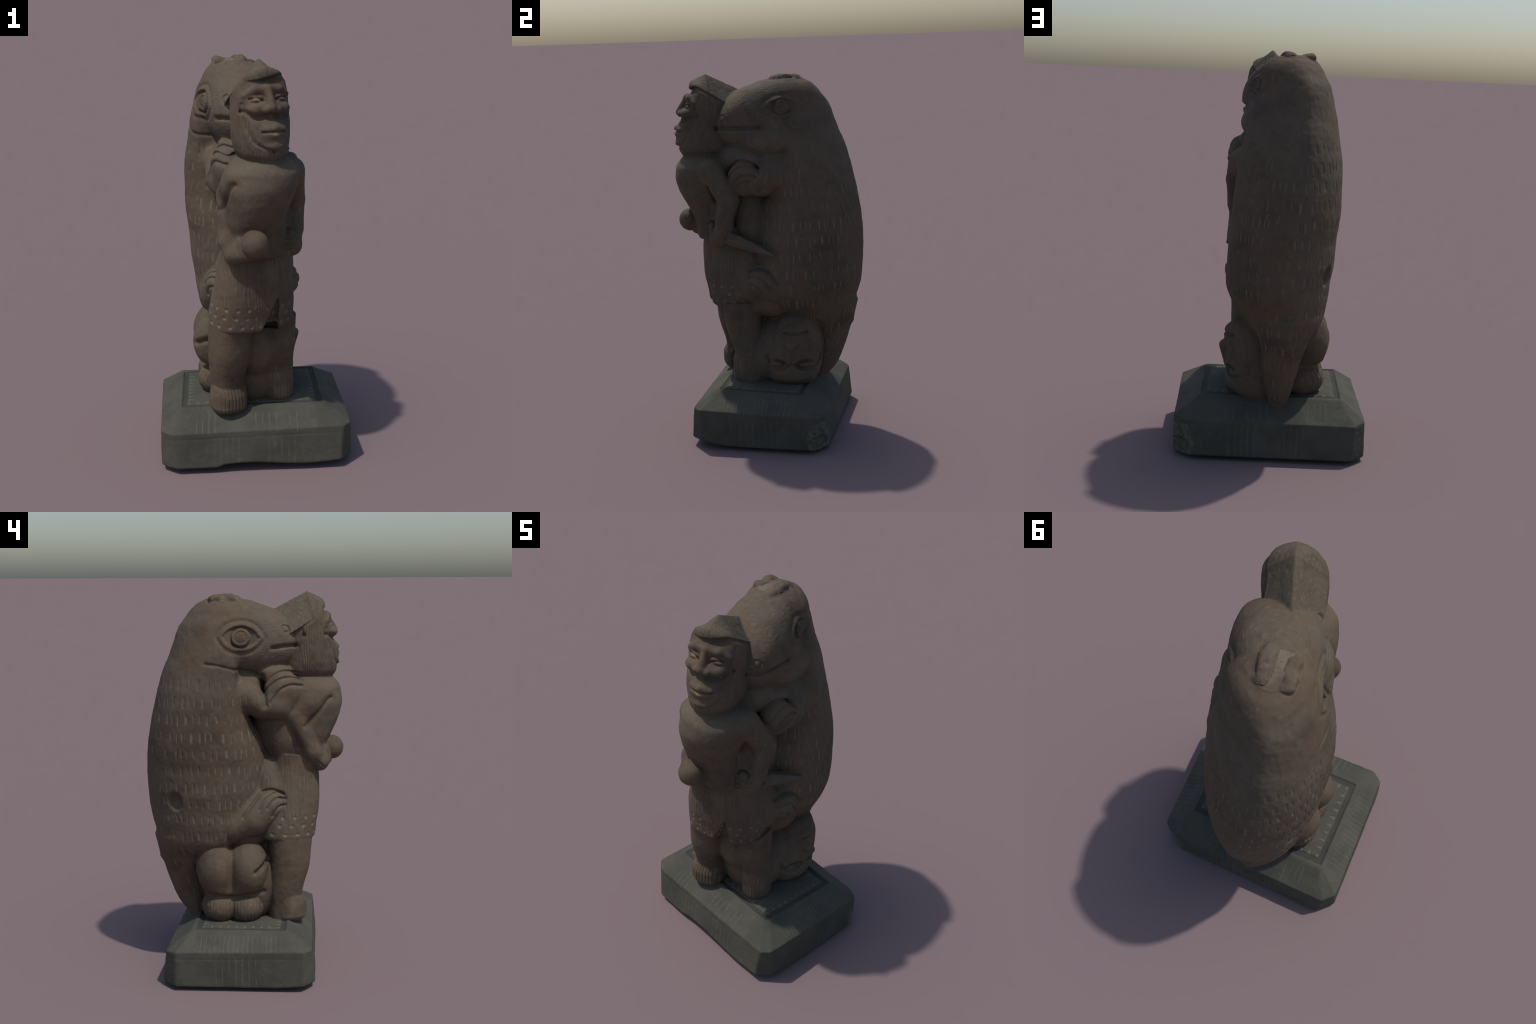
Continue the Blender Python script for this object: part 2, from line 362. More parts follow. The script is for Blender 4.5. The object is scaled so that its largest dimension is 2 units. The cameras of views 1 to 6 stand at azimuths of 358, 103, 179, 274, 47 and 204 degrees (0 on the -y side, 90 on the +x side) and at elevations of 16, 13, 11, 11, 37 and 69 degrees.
# ================================================================== CARVING
LX = ((-.34, -.40, 0), (-.06, .6, 2.1)); RX = ((.09, -.40, 0), (.34, .6, 2.1))
for pts in ([(-.105, 1.53), (-.159, 1.578), (-.213, 1.598), (-.285, 1.583)], [(-.111, 1.50), (-.179, 1.556), (-.24, 1.569), (-.30, 1.552)],
            [(-.145, 1.446), (-.193, 1.508), (-.247, 1.532), (-.30, 1.525)]):
    cut('side', pts, .008, .010, *LX)
cut('side', [(-.096, 1.575), (-.101, 1.514), (-.120, 1.435)], .016, .020, *LX)
for pts in ([(-.007, .855), (-.046, .91), (-.099, .973), (-.152, .989), (-.21, .971)], [(-.091, .895), (-.122, .946), (-.175, .974), (-.215, .963)],
            [(-.133, .903), (-.167, .943), (-.22, .944)], [(-.156, .857), (-.182, .90), (-.22, .912)]):
    cut('side', pts, .007, .009, *LX)
for pts in ([(-.17, 1.50), (-.12, 1.543), (-.057, 1.539), (-.004, 1.50)], [(-.164, 1.454), (-.114, 1.508), (-.042, 1.515), (.004, 1.485)],
            [(-.138, 1.407), (-.108, 1.454), (-.06, 1.473), (-.013, 1.462)], [(-.126, 1.399), (-.093, 1.432), (-.045, 1.440)]):
    cut('side', pts, .007, .009, *RX)
for pts in ([(-.075, .938), (-.018, .956), (.038, .933), (.084, .869)], [(-.076, .91), (-.011, .915), (.043, .84)], [(-.069, .869), (-.037, .866), (-.002, .826)]):
    cut('side', pts, .007, .009, *RX)
# bear: jaw line, mouth, nostrils
cut('side', [(.175, 1.648), (.103, 1.637), (.022, 1.614), (-.045, 1.597), (-.093, 1.574)], .008, .007, *LX)
cut('side', [(-.27, 1.712), (-.155, 1.716), (-.003, 1.718)], .011, .020, (.09, -.255, 1.6), (.34, .1, 1.8))
cut('side', [(-.152, 1.720), (-.203, 1.726), (-.27, 1.730)], .010, .020, (-.3, -.35, 1.6), (-.02, .1, 1.85))
for c, s in (((.183, -.205, 1.77), 1), ((-.097, -.214, 1.812), -1)):
    c = np.array(c)
    def nostril(p, c=c):
        r = np.sqrt(((p - c) ** 2).sum(1)); return -.008 * np.exp(-((r - .019) / .006) ** 2)
    relief(nostril, c - .05, c + .05)
# bear eyes: almond rim, hollow, raised disc with ring and pupil
def bear_eye(yc, zc, half, hgt, rdisc, tilt, deep, lo, hi):
    ct, st_ = math.cos(tilt), math.sin(tilt); R = (half * half + hgt * hgt) / (2 * hgt)
    def fn(p):
        u0 = p[:, 1] - yc; v0 = p[:, 2] - zc; u = u0 * ct + v0 * st_; v = -u0 * st_ + v0 * ct
        alm = np.maximum(np.hypot(u, v - (hgt - R)), np.hypot(u, v + (hgt - R))) - R       # <0 inside the lids
        disc = np.hypot(u, v) - rdisc
        hollow = sstep(.004, -.008, alm) * sstep(-.003, .004, disc)
        corner = sstep(half * .5, half * .95, np.abs(u)) * .6
        h = -deep * hollow * (1 - corner)
        h = h + .003 * np.exp(-((alm - .008) / .008) ** 2) - .005 * deep / .011 * np.exp(-((alm - .027) / .010) ** 2)
        h = h + sstep(.002, -.006, disc) * .004 - .003 * np.exp(-((disc + rdisc * .42) / .004) ** 2) - .004 * np.exp(-((disc + .0) / .004) ** 2)
        return h
    relief(fn, lo, hi)
bear_eye(.003, 1.777, .092, .056, .046, .05, .012, (-.34, -.16, 1.64), (-.10, .16, 1.9))
bear_eye(.113, 1.822, .085, .040, .041, .06, .008, (.02, -.02, 1.72), (.34, .25, 1.92))
# rough hollow in the bear's flank
torso.sub(ellipsoid((-.262, .350, .938), (.042, .044, .050), 15), 0.015)
# man: eye slits, mouth slit, beard outline, skirt slit
for sd in (-1, 1): cut(MH, [(sd * .082, 1.838), (sd * .055, 1.842), (sd * .028, 1.830)], .0045, .008, (-.15, -.56, 1.8), (.3, -.33, 1.9))
cut(MH, [(-.048, 1.698), (.004, 1.700), (.056, 1.698)], .005, .009, (-.1, -.56, 1.66), (.3, -.4, 1.74))
for sd in (-1, 1):
    cut(MH, [(sd * .110, 1.815), (sd * .112, 1.78), (sd * .100, 1.71), (sd * .072, 1.645), (.004, 1.612)], .007, .006, (-.15, -.56, 1.58), (.32, -.28, 1.88))
    cut(MH, [(sd * .105, 1.782), (sd * .065, 1.757), (sd * .02, 1.764)], .010, .012, (-.15, -.56, 1.7), (.32, -.30, 1.82))
def slit(p):
    x, z = p[:, 0], p[:, 2]; t = np.clip((.895 - z) / .16, 0, 2)
    inside = np.minimum(.127 - x, x - (.122 - .075 * t)); return -.032 * sstep(-.004, .012, inside) * sstep(.905, .86, z)
relief(slit, (-.05, -.5, .70), (.2, -.2, .93))
cut('side', [(-.325, 1.320), (-.385, 1.385), (-.445, 1.462)], .012, .012, (-.3, -.5, 1.28), (-.04, -.29, 1.5))
cut('side', [(-.270, 1.245), (-.262, 1.32), (-.285, 1.41)], .012, .012, (.14, -.42, 1.2), (.3, -.2, 1.46))
for k in range(3):   # fingers of both hands
    cut('side', [(-.345 - .018 * k, 1.150 - .004 * k), (-.385 - .018 * k, 1.092 + .006 * k)], .005, .005, (-.3, -.5, 1.05), (-.06, -.32, 1.2))
    cut('side', [(-.305, 1.165 - .026 * k), (-.262, 1.158 - .026 * k)], .005, .005, (.16, -.36, 1.06), (.3, -.24, 1.2))
cut('side', [(-.295, 1.195), (-.272, 1.212), (-.258, 1.190), (-.275, 1.175)], .005, .006, (.14, -.36, 1.15), (.3, -.24, 1.23))
# figure: cleft between the lobes, side notch, face lines
FX = ((-.36, -.3, .2), (-.15, .4, .8))
cut('side', [(.066, .73), (.057, .61), (.055, .43)], .016, .008, *FX)
cut('side', [(.205, .45), (.13, .432), (.052, .42), (-.025, .434), (-.11, .45)], .014, .012, *FX)
cut('side', [(-.075, .570), (-.13, .612)], .012, .022, *FX)
FF = ((.10, -.05, .25), (.34, .36, .75))
cut('side', [(.116, .596), (.168, .590), (.233, .596)], .008, .016, *FF)
for pts in ([(.003, .446), (.034, .392), (.075, .373), (.116, .386), (.15, .414)], [(.166, .411), (.198, .388), (.238, .376), (.279, .405), (.30, .455)]):
    cut('side', pts, .007, .010, *FF)

# repeated cuts shared by the relief and by the colour masks
TAU = 2 * math.pi
SKIRT_C = (.015, -.235); SKIRT_N = 62; DOT_ROWS = ((.757, .0), (.803, .45), (.846, .2))
def fur_cell(p):
    """rows of short upright nicks round the bear's body"""
    ang = np.arctan2(p[:, 0] + .035, p[:, 1] - .20) * (44 / TAU)
    row = np.floor(p[:, 2] / .088); v = fract(p[:, 2] / .088)
    u = ang + fract(row * .371) + .22 * np.sin(row * 5 + ang * 1.7)
    cell = np.floor(u); h1 = fract(np.sin(cell * 3.7 + row * 7.3) * 17.3)
    w = np.abs(fract(u) - .5 - (h1 - .5) * .25 - (v - .5) * (h1 - .4) * .25)
    return sstep(.18, .06, w) * sstep(.12 + .25 * h1, .34 + .25 * h1, v) * sstep(.96, .74, v)
def toe_lines(p):
    return np.abs(fract(p[:, 0] * 52 + p[:, 1] * 19) - .5)

def foot_front(x, y):
    """distance in front of the ankle line of whichever foot is nearer"""
    return (x * .342 - y * .94) - (.19 - .55 * (x + .13) * .94)
LOOK_OF = lambda lab: np.array([q.look for q in PARTS])[lab]
def fine_relief(p, lab):
    """cuts and tool marks finer than the solids, as a height along the normal"""
    h = .0016 * perlin(p * 14, 1) + .0008 * perlin(p * 42, 2)
    look = LOOK_OF(lab); x, y, z = p.T
    m = look == 'fur'
    if m.any():
        q = p[m]; h[m] -= .0028 * fur_cell(q) * sstep(1.66, 1.5, q[:, 2])
        up = sstep(1.2, 1.6, q[:, 2]) * sstep(.15, .3, q[:, 1]); h[m] += .0016 * up * perlin(q * (38, 38, 22), 5)
    m = look == 'bear_head'
    if m.any():
        q = p[m]; h[m] -= .0009 * sstep(.25, .5, perlin(q * (30, 30, 120), 6)); h[m] += .0012 * sstep(1.9, 1.95, q[:, 2]) * perlin(q * 40, 7)
    m = look == 'stump'
    if m.any(): q = p[m]; h[m] += .007 * perlin(q * 24, 8) + .0015 * perlin(q * 80, 9)
    m = look == 'beard'
    if m.any():
        q = p[m]; a, f = MH.loc(q); th = np.arctan2(a, f + .02) + .15 * (q[:, 2] - 1.7)
        h[m] -= .0024 * sstep(.0, .6, np.sin(th * 58 + 5 * perlin(q * (9, 9, 5), 3))) * sstep(-.3, .3, perlin(q * (14, 14, 6), 13))
    m = look == 'skirt'
    if m.any():
        q = p[m]; th = np.arctan2(q[:, 0] - SKIRT_C[0], -(q[:, 1] - SKIRT_C[1]))
        w = np.abs(fract(th * SKIRT_N / TAU + .9 * perlin(q * (7, 7, 3), 4)) - .5)
        h[m] -= .0018 * sstep(-.35, .2, perlin(q * (16, 16, 5), 14)) * sstep(.2, .05, w) * sstep(.80, .86, q[:, 2]) * sstep(1.165, 1.15, q[:, 2])
        h[m] -= .0035 * skirt_dots(q, th)
    m = look == 'foot'
    if m.any(): q = p[m]; h[m] -= .0035 * sstep(.16, .03, toe_lines(q)) * sstep(.03, .05, foot_front(q[:, 0], q[:, 1]))
    m = look == 'figure_foot'
    if m.any(): q = p[m]; h[m] -= .0025 * sstep(.2, .03, np.abs(fract(q[:, 1] * 55 + .5 * perlin(q * 12, 15)) - .5)) * sstep(-.2, -.22, q[:, 0])
    m = look == 'hat'
    if m.any(): q = p[m]; h[m] -= .0010 * sstep(.1, .6, perlin(q * (90, 30, 14), 10))
    return h
def skirt_dots(q, th):
    s = th * .19; out = np.zeros(len(q), F32)
    for z0, off in DOT_ROWS:
        k = s / .056 + off; c = (fract(k) - .5) * .056; out = np.maximum(out, sstep(.011, .006, np.hypot(c, q[:, 2] - z0)))
    return out

# ======================================================== skin of the solids
def binned(P, size=.07):
    key = np.floor(P / size).astype(np.int64); key = (key[:, 0] * 4096 + key[:, 1]) * 4096 + key[:, 2]
    o = np.argsort(key, kind='stable'); cuts = np.nonzero(np.diff(key[o]))[0] + 1
    return np.split(o, cuts)
def surface_nets(fn, lo, hi, cell, block=24, sub=6):
    """mesh the zero surface of fn: only the small sub-blocks near the surface are sampled"""
    lo = np.array(lo, float); n = np.ceil((np.array(hi) - lo) / cell / block).astype(int) * block
    D = np.full(n + 1, 0.2, F32); m = n // sub; per = block // sub
    ax = [(lo[k] + (np.arange(m[k]) + .5) * sub * cell).astype(F32) for k in range(3)]
    C = np.stack(np.meshgrid(*ax, indexing='ij'), -1).reshape(-1, 3); d0 = np.empty(len(C), F32)
    for g in binned(C, .2): d0[g] = fn(C[g], C[g].min(0), C[g].max(0), .12)
    d0 = d0.reshape(m); near = np.abs(d0) < sub * cell * .87 * 1.25 + .010
    for i, j, k in np.argwhere((d0 < 0) & ~near): D[i * sub:i * sub + sub + 1, j * sub:j * sub + sub + 1, k * sub:k * sub + sub + 1] = -.2
    for bi in range(n[0] // block):
        for bj in range(n[1] // block):
            for bk in range(n[2] // block):
                act = np.argwhere(near[bi * per:bi * per + per, bj * per:bj * per + per, bk * per:bk * per + per])
                if not len(act): continue
                M = np.zeros((block + 1,) * 3, bool)
                for i, j, k in act * sub: M[i:i + sub + 1, j:j + sub + 1, k:k + sub + 1] = True
                g = np.argwhere(M) + np.array([bi, bj, bk]) * block; G = (lo + g * cell).astype(F32)
                D[tuple(g.T)] = fn(G, G.min(0), G.max(0), MARGIN)
    S = D < 0
    cnt = np.zeros(n, np.uint8)
    for dx in (0, 1):
        for dy in (0, 1):
            for dz in (0, 1): cnt += S[dx:n[0] + dx, dy:n[1] + dy, dz:n[2] + dz]
    cells = np.argwhere((cnt > 0) & (cnt < 8)); N = len(cells)
    idx = np.full(n, -1, np.int32); idx[tuple(cells.T)] = np.arange(N)
    acc = np.zeros((N, 3)); num = np.zeros(N)
    corners = [(a, b, c) for a in (0, 1) for b in (0, 1) for c in (0, 1)]
    val = {c: D[cells[:, 0] + c[0], cells[:, 1] + c[1], cells[:, 2] + c[2]] for c in corners}
    for a in corners:
        for k in range(3):
            if a[k]: continue
            b = list(a); b[k] = 1; b = tuple(b); va, vb = val[a], val[b]; m = (va < 0) != (vb < 0)
            t = np.where(m, va / np.where(m, va - vb, 1), 0); P = np.tile(np.array(a, float), (N, 1)); P[:, k] = t
            acc[m] += P[m]; num[m] += 1
    V = lo + (cells + acc / num[:, None]) * cell
    quads = []
    for k in range(3):
        i, j = (k + 1) % 3, (k + 2) % 3
        A = [slice(None)] * 3; B = [slice(None)] * 3; A[k] = slice(0, -1); B[k] = slice(1, None)
        e = np.argwhere(S[tuple(A)] != S[tuple(B)]); e = e[(e[:, i] > 0) & (e[:, j] > 0) & (e[:, i] < n[i]) & (e[:, j] < n[j])]
        def at(di, dj): q = e.copy(); q[:, i] -= di; q[:, j] -= dj; return idx[tuple(q.T)]
        Q = np.stack([at(1, 1), at(0, 1), at(0, 0), at(1, 0)], 1); flip = ~S[tuple(e.T)]
        Q[flip] = Q[flip][:, ::-1]; quads.append(Q)
    return V.astype(F32), np.concatenate(quads)

def refine(P, Q, fn):
    """pull the vertices onto the true surface along the mesh normals; also says which part each belongs to"""
    N = vertex_normals(P, Q); out = P.copy(); lab = np.zeros(len(P), np.int16)
    for g in binned(P, .1):
        r = fn(P[g], P[g].min(0), P[g].max(0), MARGIN)
        if isinstance(r, tuple): r, lab[g] = r
        out[g] = P[g] - N[g].astype(F32) * np.clip(r, -.003, .003)[:, None]
    return out, lab
def vertex_normals(V, Q):
    N = np.cross(V[Q[:, 2]] - V[Q[:, 0]], V[Q[:, 3]] - V[Q[:, 1]])
    n = np.stack([sum(np.bincount(Q[:, k], N[:, c], len(V)) for k in range(4)) for c in range(3)], 1)
    return n / np.maximum(np.linalg.norm(n, axis=1), 1e-12)[:, None]

# ================================================================ materials
class X:
    """tiny expression builder: arithmetic on shader sockets makes Math nodes"""
    tree = None
    def __init__(s, sock): s.k = sock
    @staticmethod
    def math(op, *args, clamp=False):
        n = X.tree.nodes.new('ShaderNodeMath'); n.operation = op; n.use_clamp = clamp
        for i, a in enumerate(args):
            if isinstance(a, X): X.tree.links.new(a.k, n.inputs[i])
            else: n.inputs[i].default_value = float(a)
        return X(n.outputs[0])
    def __add__(s, o): return X.math('ADD', s, o)
    __radd__ = __add__
    def __sub__(s, o): return X.math('SUBTRACT', s, o)
    def __rsub__(s, o): return X.math('SUBTRACT', o, s)
    def __mul__(s, o): return X.math('MULTIPLY', s, o)
    __rmul__ = __mul__
    def __truediv__(s, o): return X.math('DIVIDE', s, o)
def xsin(a): return X.math('SINE', a)
def xfract(a): return X.math('FRACT', a)
def xfloor(a): return X.math('FLOOR', a)
def xabs(a): return X.math('ABSOLUTE', a)
def xmin(a, b): return X.math('MINIMUM', a, b)
def xmax(a, b): return X.math('MAXIMUM', a, b)
def xhyp(a, b): return X.math('SQRT', a * a + b * b)
def xstep(e0, e1, x):
    """smooth ramp from e0 to e1; the edges may be expressions"""
    t = X.math('DIVIDE', x - e0, (e1 - e0), clamp=True); return t * t * (3 - 2 * t)
def noise(vec, scale, detail=4, rough=.55, stretch=None):
    nt = X.tree
    if stretch:
        m = nt.nodes.new('ShaderNodeMapping'); m.inputs['Scale'].default_value = stretch; nt.links.new(vec, m.inputs['Vector']); vec = m.outputs[0]
    n = nt.nodes.new('ShaderNodeTexNoise'); n.inputs['Scale'].default_value = scale; n.inputs['Detail'].default_value = detail; n.inputs['Roughness'].default_value = rough
    nt.links.new(vec, n.inputs['Vector']); return X(n.outputs['Fac'])
def mixc(fac, a, b):
    n = X.tree.nodes.new('ShaderNodeMix'); n.data_type = 'RGBA'
    def put(v, s):
        if isinstance(v, tuple): s.default_value = (*v, 1)
        else: X.tree.links.new(v, s)
    if isinstance(fac, X): X.tree.links.new(fac.k, n.inputs['Factor'])
    else: n.inputs['Factor'].default_value = fac
    put(a, n.inputs['A']); put(b, n.inputs['B']); return n.outputs['Result']

def start(name):
    mat = bpy.data.materials.new(name); mat.use_nodes = True; nt = mat.node_tree; X.tree = nt
    tc = nt.nodes.new('ShaderNodeTexCoord'); sep = nt.nodes.new('ShaderNodeSeparateXYZ'); nt.links.new(tc.outputs['Object'], sep.inputs[0])
    return mat, tc.outputs['Object'], X(sep.outputs[0]), X(sep.outputs[1]), X(sep.outputs[2])
def finish(mat, col, bump, strength=.25, rough=.8, dist=.003):
    nt = mat.node_tree; b = nt.nodes['Principled BSDF']; nt.links.new(col, b.inputs['Base Color'])
    b.inputs['Roughness'].default_value = rough; b.inputs['Specular IOR Level'].default_value = .18
    bp = nt.nodes.new('ShaderNodeBump'); bp.inputs['Strength'].default_value = strength; bp.inputs['Distance'].default_value = dist
    nt.links.new(bump.k, bp.inputs['Height']); nt.links.new(bp.outputs[0], b.inputs['Normal']); return mat

BROWN = (.119, .087, .059); DARK = (.076, .056, .041); GREY = (.136, .116, .084); RED = (.120, .070, .046); OCHRE = (.22, .145, .068); PALE = (.185, .158, .115)
def stone(name, extra=None, base=BROWN, grey=.5):
    mat, co, x, y, z = start(name)
    n1 = noise(co, 4.5, 5, .6); n2 = noise(co, 16, 5, .6); n3 = noise(co, 70, 3, .6); n4 = noise(co, 2.2, 3, .5)
    col = mixc(xstep(.42, .64, n1), base, DARK)
    col = mixc(xstep(.42, .62, n4) * grey, col, GREY)
    col = mixc(xstep(.56, .72, n2) * .45, col, GREY)
    col = mixc(xstep(.60, .75, noise(co, 7.5, 4, .6)) * .35, col, RED)
    col = mixc(xstep(.62, .74, n3) * .30, col, PALE)
    col = mixc(xstep(.52, .70, noise(co, 26, 4, .65)) * .45, col, DARK)
    col = mixc(xstep(.60, .74, noise(co, 1, 4, .6, (30, 30, 17))) * .40, col, PALE)
    col = mixc(xstep(.64, .74, noise(co, 6.2, 4, .7)) * .30, col, OCHRE)
    col = mixc(xstep(.70, .76, noise(co, 34, 2, .5)) * .35, col, (.035, .027, .022))
    bump = n3 * .6 + n2 * .5
    if extra: col, bump = extra(col, bump, co, x, y, z)
    return finish(mat, col, bump)
def fur_extra(col, bump, co, x, y, z):
    ang = X.math('ARCTAN2', x + .035, y - .20) * (44 / TAU)
    row = xfloor(z / .088); v = xfract(z / .088); u = ang + xfract(row * .371) + .22 * xsin(row * 5 + ang * 1.7)
    cell = xfloor(u); h1 = xfract(xsin(cell * 3.7 + row * 7.3) * 17.3)
    w = xabs(xfract(u) - .5 - (h1 - .5) * .25 - (v - .5) * (h1 - .4) * .25)
    m = xstep(.17, .05, w) * xstep(.12 + .25 * h1, .34 + .25 * h1, v) * xstep(.96, .74, v) * xstep(1.62, 1.35, z)
    m = m * xstep(.32, .62, noise(co, 9, 2, .5)) * .8
    col = mixc(m, col, PALE)
    return col, bump
def face_extra(col, bump, co, x, y, z):
    spots = None      # ochre paint left in the right eye, on the lower lip
    for a, zz, r in ((-.058, 1.838, .026), (.005, 1.692, .034)):
        px, py, _ = MH.w(a, .11 if a < 0 else .16, 0); d = xhyp(xhyp(x - px, y - py), (z - zz) * 2.2); m = xstep(r, r * .4, d); spots = m if spots is None else xmax(spots, m)
    col = mixc(spots * xstep(.38, .62, noise(co, 42, 3, .6)) * .8, col, (.26, .19, .09)); return col, bump
def hair_extra(col, bump, co, x, y, z):
    m = xstep(.56, .68, noise(co, 1, 3, .5, (34, 34, 130))); col = mixc(m * .22, col, PALE); return col, bump
def beard_extra(col, bump, co, x, y, z):
    m = xstep(.54, .68, noise(co, 1, 3, .5, (110, 110, 14))); col = mixc(m * .38, col, PALE); return col, bump
def skirt_extra(col, bump, co, x, y, z):
    th = X.math('ARCTAN2', x - SKIRT_C[0], SKIRT_C[1] - y); s = th * .19; dots = None
    for z0, off in DOT_ROWS:
        c = (xfract(s / .056 + off) - .5) * .056; d = xstep(.012, .006, xhyp(c, z - z0)); dots = d if dots is None else xmax(dots, d)
    col = mixc(dots * xstep(.3, .5, noise(co, 11, 2)) * .75, col, (.21, .18, .13))
    m = xstep(.56, .68, noise(co, 1, 3, .5, (90, 90, 6))); col = mixc(m * .25, col, PALE); return col, bump
def foot_extra(col, bump, co, x, y, z):
    m = xstep(.12, .03, xabs(xfract(x * 52 + y * 19) - .5)) * xstep(.03, .05, foot_front(x, y)); col = mixc(m * .35, col, DARK)
    col = mixc(xstep(.42, .62, noise(co, 14, 3)) * .35, col, PALE); return col, bump
def paw_extra(col, bump, co, x, y, z):
    m = xstep(.60, .72, noise(co, 13, 4, .6)); col = mixc(m * .35, col, OCHRE); return col, bump
def stump_extra(col, bump, co, x, y, z):
    col = mixc(xstep(.4, .65, noise(co, 26, 4, .7)), col, (.13, .105, .075)); return col, bump + noise(co, 90, 4, .7) * .8
MATS = dict(face=lambda: stone('face_stone', face_extra), stone=lambda: stone('brown_stone'), fur=lambda: stone('nicked_fur_stone', fur_extra), bear_head=lambda: stone('head_stone', hair_extra, grey=.8),
            beard=lambda: stone('beard_stone', beard_extra), skirt=lambda: stone('skirt_stone', skirt_extra), foot=lambda: stone('toe_stone', foot_extra),
            figure_foot=lambda: stone('figure_foot_stone', beard_extra), paw=lambda: stone('paw_stone', paw_extra), stump=lambda: stone('broken_stone', stump_extra), hat=lambda: stone('hat_stone', beard_extra, (.106, .086, .061), .7),
            mortise=lambda: stone('cut_stone', None, (.175, .132, .094), .05))

SLATE = (.086, .083, .065); SLATE_D = (.066, .065, .053); SLATE_L = (.145, .139, .112)  # slate tones darkened a little towards the shade baked on the plinth's front side
PANEL = (-.357, .345, -.232, .232)
def slate():
    mat, co, x, y, z = start('green_slate')
    n1 = noise(co, 5, 5, .6); n2 = noise(co, 22, 5, .65); n3 = noise(co, 80, 3, .6)
    col = mixc(xstep(.38, .66, n1), SLATE, SLATE_D); col = mixc(xstep(.5, .72, n2) * .2, col, SLATE_L)
    # recessed band and toothed border of the top panel
    ex = xmin(x - PANEL[0], PANEL[1] - x); ey = xmin(y - PANEL[2], PANEL[3] - y); e = xmin(ex, ey); top = xstep(.262, .272, z)
    band = xstep(-.004, .003, e) * xstep(.030, .024, e) * top; col = mixc(band * .55, col, (.034, .037, .034))
    along = xmin(xmax(xstep(.0, .001, ex - ey), 0), 1); k = along * x + (1 - along) * y
    tooth = xstep(.5, .3, xabs(xfract(k / .043) - .5) * 2 + (e - .03) * 14) * xstep(.030, .034, e) * xstep(.066, .058, e) * top
    col = mixc(tooth * .8, col, SLATE_L)
    # groups of incised upright lines on the sides and slopes
    def lines(c, half, w0, w1, step, off):
        return xstep(.10, .03, xabs(xfract(c / step + off) - .5)) * xstep(w0 - .002, w0, c) * xstep(w1, w1 - .002, c)
    front = xstep(-.5, -.7, y / .4) ; wob = (noise(co, 9, 2) - .5) * .010
    xw = x + wob; yw = y + wob; low = xstep(.185, .175, z); high = xstep(.2, .21, z) * xstep(.275, .265, z)
    fb = xstep(.84, .86, xabs(y) / .42) ; lr = xstep(.92, .94, xabs(x) / .48)
    mL = (lines(xw, 0, -.20, -.07, .030, .2) + lines(xw, 0, .05, .20, .032, .4)) * low * fb
    mS = (lines(yw, 0, -.10, .12, .034, .1)) * low * lr
    slopeF = xstep(.0, .02, xabs(y) - .245) * high; slopeS = xstep(.0, .02, xabs(x) - .365) * high
    mH = (lines(xw, 0, -.30, -.18, .030, .0) + lines(xw, 0, -.02, .22, .034, .3)) * slopeF * (1 - slopeS) + (lines(yw, 0, -.2, .2, .024, .3)) * slopeS * (1 - slopeF)
    m = xmin(mL + mS + mH, 1) * xstep(.30, .55, noise(co, 12, 2)); col = mixc(m * .5, col, SLATE_L)
    sc = xstep(.60, .70, noise(co, 1, 4, .6, (60, 60, 8))); col = mixc(sc * .2, col, SLATE_L)
    # fresh break on one lower corner
    d = xhyp(xhyp(x - .45, y - .365), (z - .075) * .9) + (noise(co, 18, 4, .7) - .5) * .05
    brk = xstep(.095, .085, d); col = mixc(brk, col, mixc(xstep(.4, .6, noise(co, 45, 4, .7)), (.085, .083, .058), (.14, .135, .095)))
    return finish(mat, col, n3 * .5 + n2 * .5 + brk * noise(co, 60, 4, .7) * 2, .3, .85)

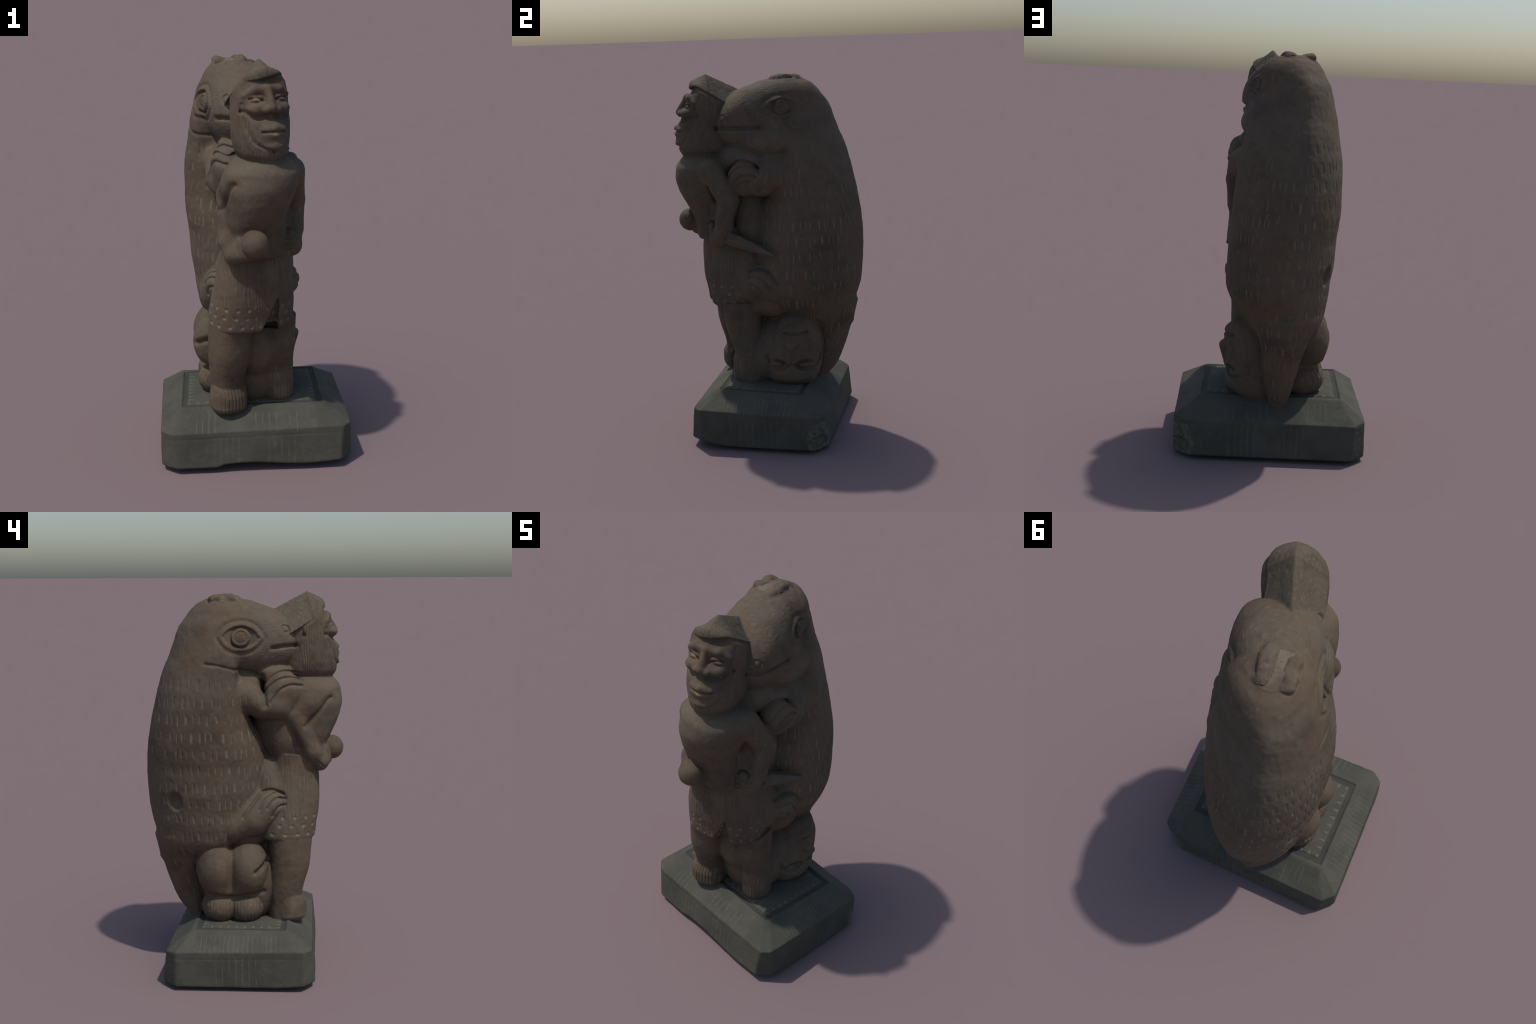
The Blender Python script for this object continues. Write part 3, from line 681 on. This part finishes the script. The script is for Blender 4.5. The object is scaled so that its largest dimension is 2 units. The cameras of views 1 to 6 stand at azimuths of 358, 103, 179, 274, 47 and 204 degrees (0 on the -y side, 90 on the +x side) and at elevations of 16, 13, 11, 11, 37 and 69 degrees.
# ==================================================================== plinth
RIM = [(-.405, -.371, .197), (.437, -.360, .208), (.481, -.312, .210), (.468, .321, .196), (.402, .364, .182), (-.426, .380, .181), (-.480, .324, .192), (-.462, -.328, .203)]
TOPQ = {0: (-.36, -.237, .285), 1: (.345, -.218, .293), 2: (.345, -.218, .293), 3: (.340, .228, .285), 4: (.34, .228, .285), 5: (-.361, .24, .282), 6: (-.361, .24, .282), 7: (-.36, -.237, .285)}
def plinth_field():
    planes = []
    n8 = len(RIM)
    for i in range(n8):
        A, B = np.array(RIM[i]), np.array(RIM[(i + 1) % n8]); t = B - A; out = np.array([t[1], -t[0], 0]); out /= np.linalg.norm(out)
        flare = .11 if i in (0, 4) else .02
        s = out + np.array([0, 0, flare]); s /= np.linalg.norm(s); planes.append((s, s @ A, .008))
        C = np.array(TOPQ[i]); h = np.cross(t, C - A); h /= np.linalg.norm(h); h *= np.sign(h[2]); planes.append((h, max(h @ A, h @ B) + .009, .003))
    def fn(p, lo=None, hi=None, mg=None):
        x, y, z = p.T; d = np.full(len(p), -1.0, F32)
        for nrm, off, k in planes: d = smax(d, p @ nrm.astype(F32) - F32(off), k)
        zt = .2930 + .008 * x - .012 * y; d = smax(d, z - zt, .006)
        edge = np.maximum(np.abs(x) / .47, np.abs(y) / .385)
        under = .017 * sstep(.72, 1, edge) + sstep(-.15, -.36, y) * (.010 + .020 * sstep(-.20, -.15, x) * (.6 + .4 * np.sin(x * 11 + 2)))
        d = smax(d, under - z, .014)
        e = np.minimum(np.minimum(x - PANEL[0], PANEL[1] - x), np.minimum(y - PANEL[2], PANEL[3] - y))
        top = sstep(.255, .270, z)
        d = d + top * .006 * sstep(-.003, .003, e) * sstep(.031, .025, e)
        ex = np.minimum(x - PANEL[0], PANEL[1] - x); ey = np.minimum(y - PANEL[2], PANEL[3] - y); k = np.where(ex > ey, x, y)
        tooth = sstep(.5, .3, np.abs(fract(k / .043) - .5) * 2 + (e - .03) * 14) * sstep(.029, .034, e) * sstep(.066, .058, e)
        d = d + top * .003 * tooth
        # broken corner and chipped rim
        c = np.sqrt((x - .475) ** 2 + (y - .395) ** 2 + (z - .05) ** 2) - .085; d = smax(d, -c, .006)
        c2 = np.sqrt((x - .50) ** 2 + (y - .36) ** 2 + ((z - .085) * 3) ** 2) - .06; d = smax(d, -c2, .004)
        # incised line under the rim
        rim = np.abs(z - (.178 + .012 * x - .016 * y)); d = d + .0015 * np.exp(-(rim / .003) ** 2) * sstep(.20, .19, z) * (z > .1)
        return d
    return fn

# ==================================================================== build
root = bpy.data.objects.new('stone_carving', None); bpy.context.scene.collection.objects.link(root)
root['label'] = 'dark brown stone carving of a bear hugging a man on a slate plinth'; root['category'] = 'stone sculpture'
cache = {}
def material(look):
    if look not in cache: cache[look] = slate() if look == 'slate' else MATS[look]()
    return cache[look]
def make_object(name, V, Q, N, look):
    used, inv = np.unique(Q, return_inverse=True); inv = inv.reshape(-1, 4)
    me = bpy.data.meshes.new(name); me.vertices.add(len(used)); me.vertices.foreach_set('co', V[used].astype(F32).ravel())
    me.loops.add(inv.size); me.loops.foreach_set('vertex_index', inv.astype(np.int32).ravel())
    me.polygons.add(len(inv)); me.polygons.foreach_set('loop_start', np.arange(0, inv.size, 4, dtype=np.int32)); me.polygons.foreach_set('loop_total', np.full(len(inv), 4, np.int32))
    me.update(calc_edges=True); me.polygons.foreach_set('use_smooth', np.ones(len(inv), bool))
    me.normals_split_custom_set_from_vertices(N[used].tolist()); me.materials.append(material(look))
    ob = bpy.data.objects.new(name, me); bpy.context.scene.collection.objects.link(ob); ob.parent = root; return ob

V, Q = surface_nets(lambda p, lo, hi, mg: evaluate(p, lo, hi, False, mg), (-.36, -.57, .25), (.33, .57, 2.04), CELL)
print('skin', len(V), round(time.time() - T0, 1))
V, lab = refine(V, Q, lambda p, lo, hi, mg: evaluate(p, lo, hi, True, mg))
print('labelled', round(time.time() - T0, 1)); N = vertex_normals(V, Q); V = (V + N * fine_relief(V, lab)[:, None]).astype(F32); N = vertex_normals(V, Q)
fl = np.sort(lab[Q], 1)[:, 1]
for i, part in enumerate(PARTS):
    m = fl == i
    if m.sum() > 20: make_object(part.name, V, Q[m], N, part.look)
print('objects', round(time.time() - T0, 1)); pf = plinth_field()
PV, PQ = surface_nets(pf, (-.52, -.43, -.02), (.52, .43, .34), .0055)
PV, _ = refine(PV, PQ, pf); N = vertex_normals(PV, PQ)
rough = np.exp(-(np.sqrt(((PV - (.46, .375, .065)) ** 2).sum(1)) / .07) ** 4)
PV = PV + N * (.0012 * perlin(PV * 16, 21) + .0006 * perlin(PV * 55, 22) + rough * .008 * perlin(PV * 34, 23))[:, None]
PV[:, 2] = np.maximum(PV[:, 2], 0); N = vertex_normals(PV, PQ)
make_object('plinth', PV, PQ, N, 'slate')
print('done', len(Q), len(PQ), round(time.time() - T0, 1))
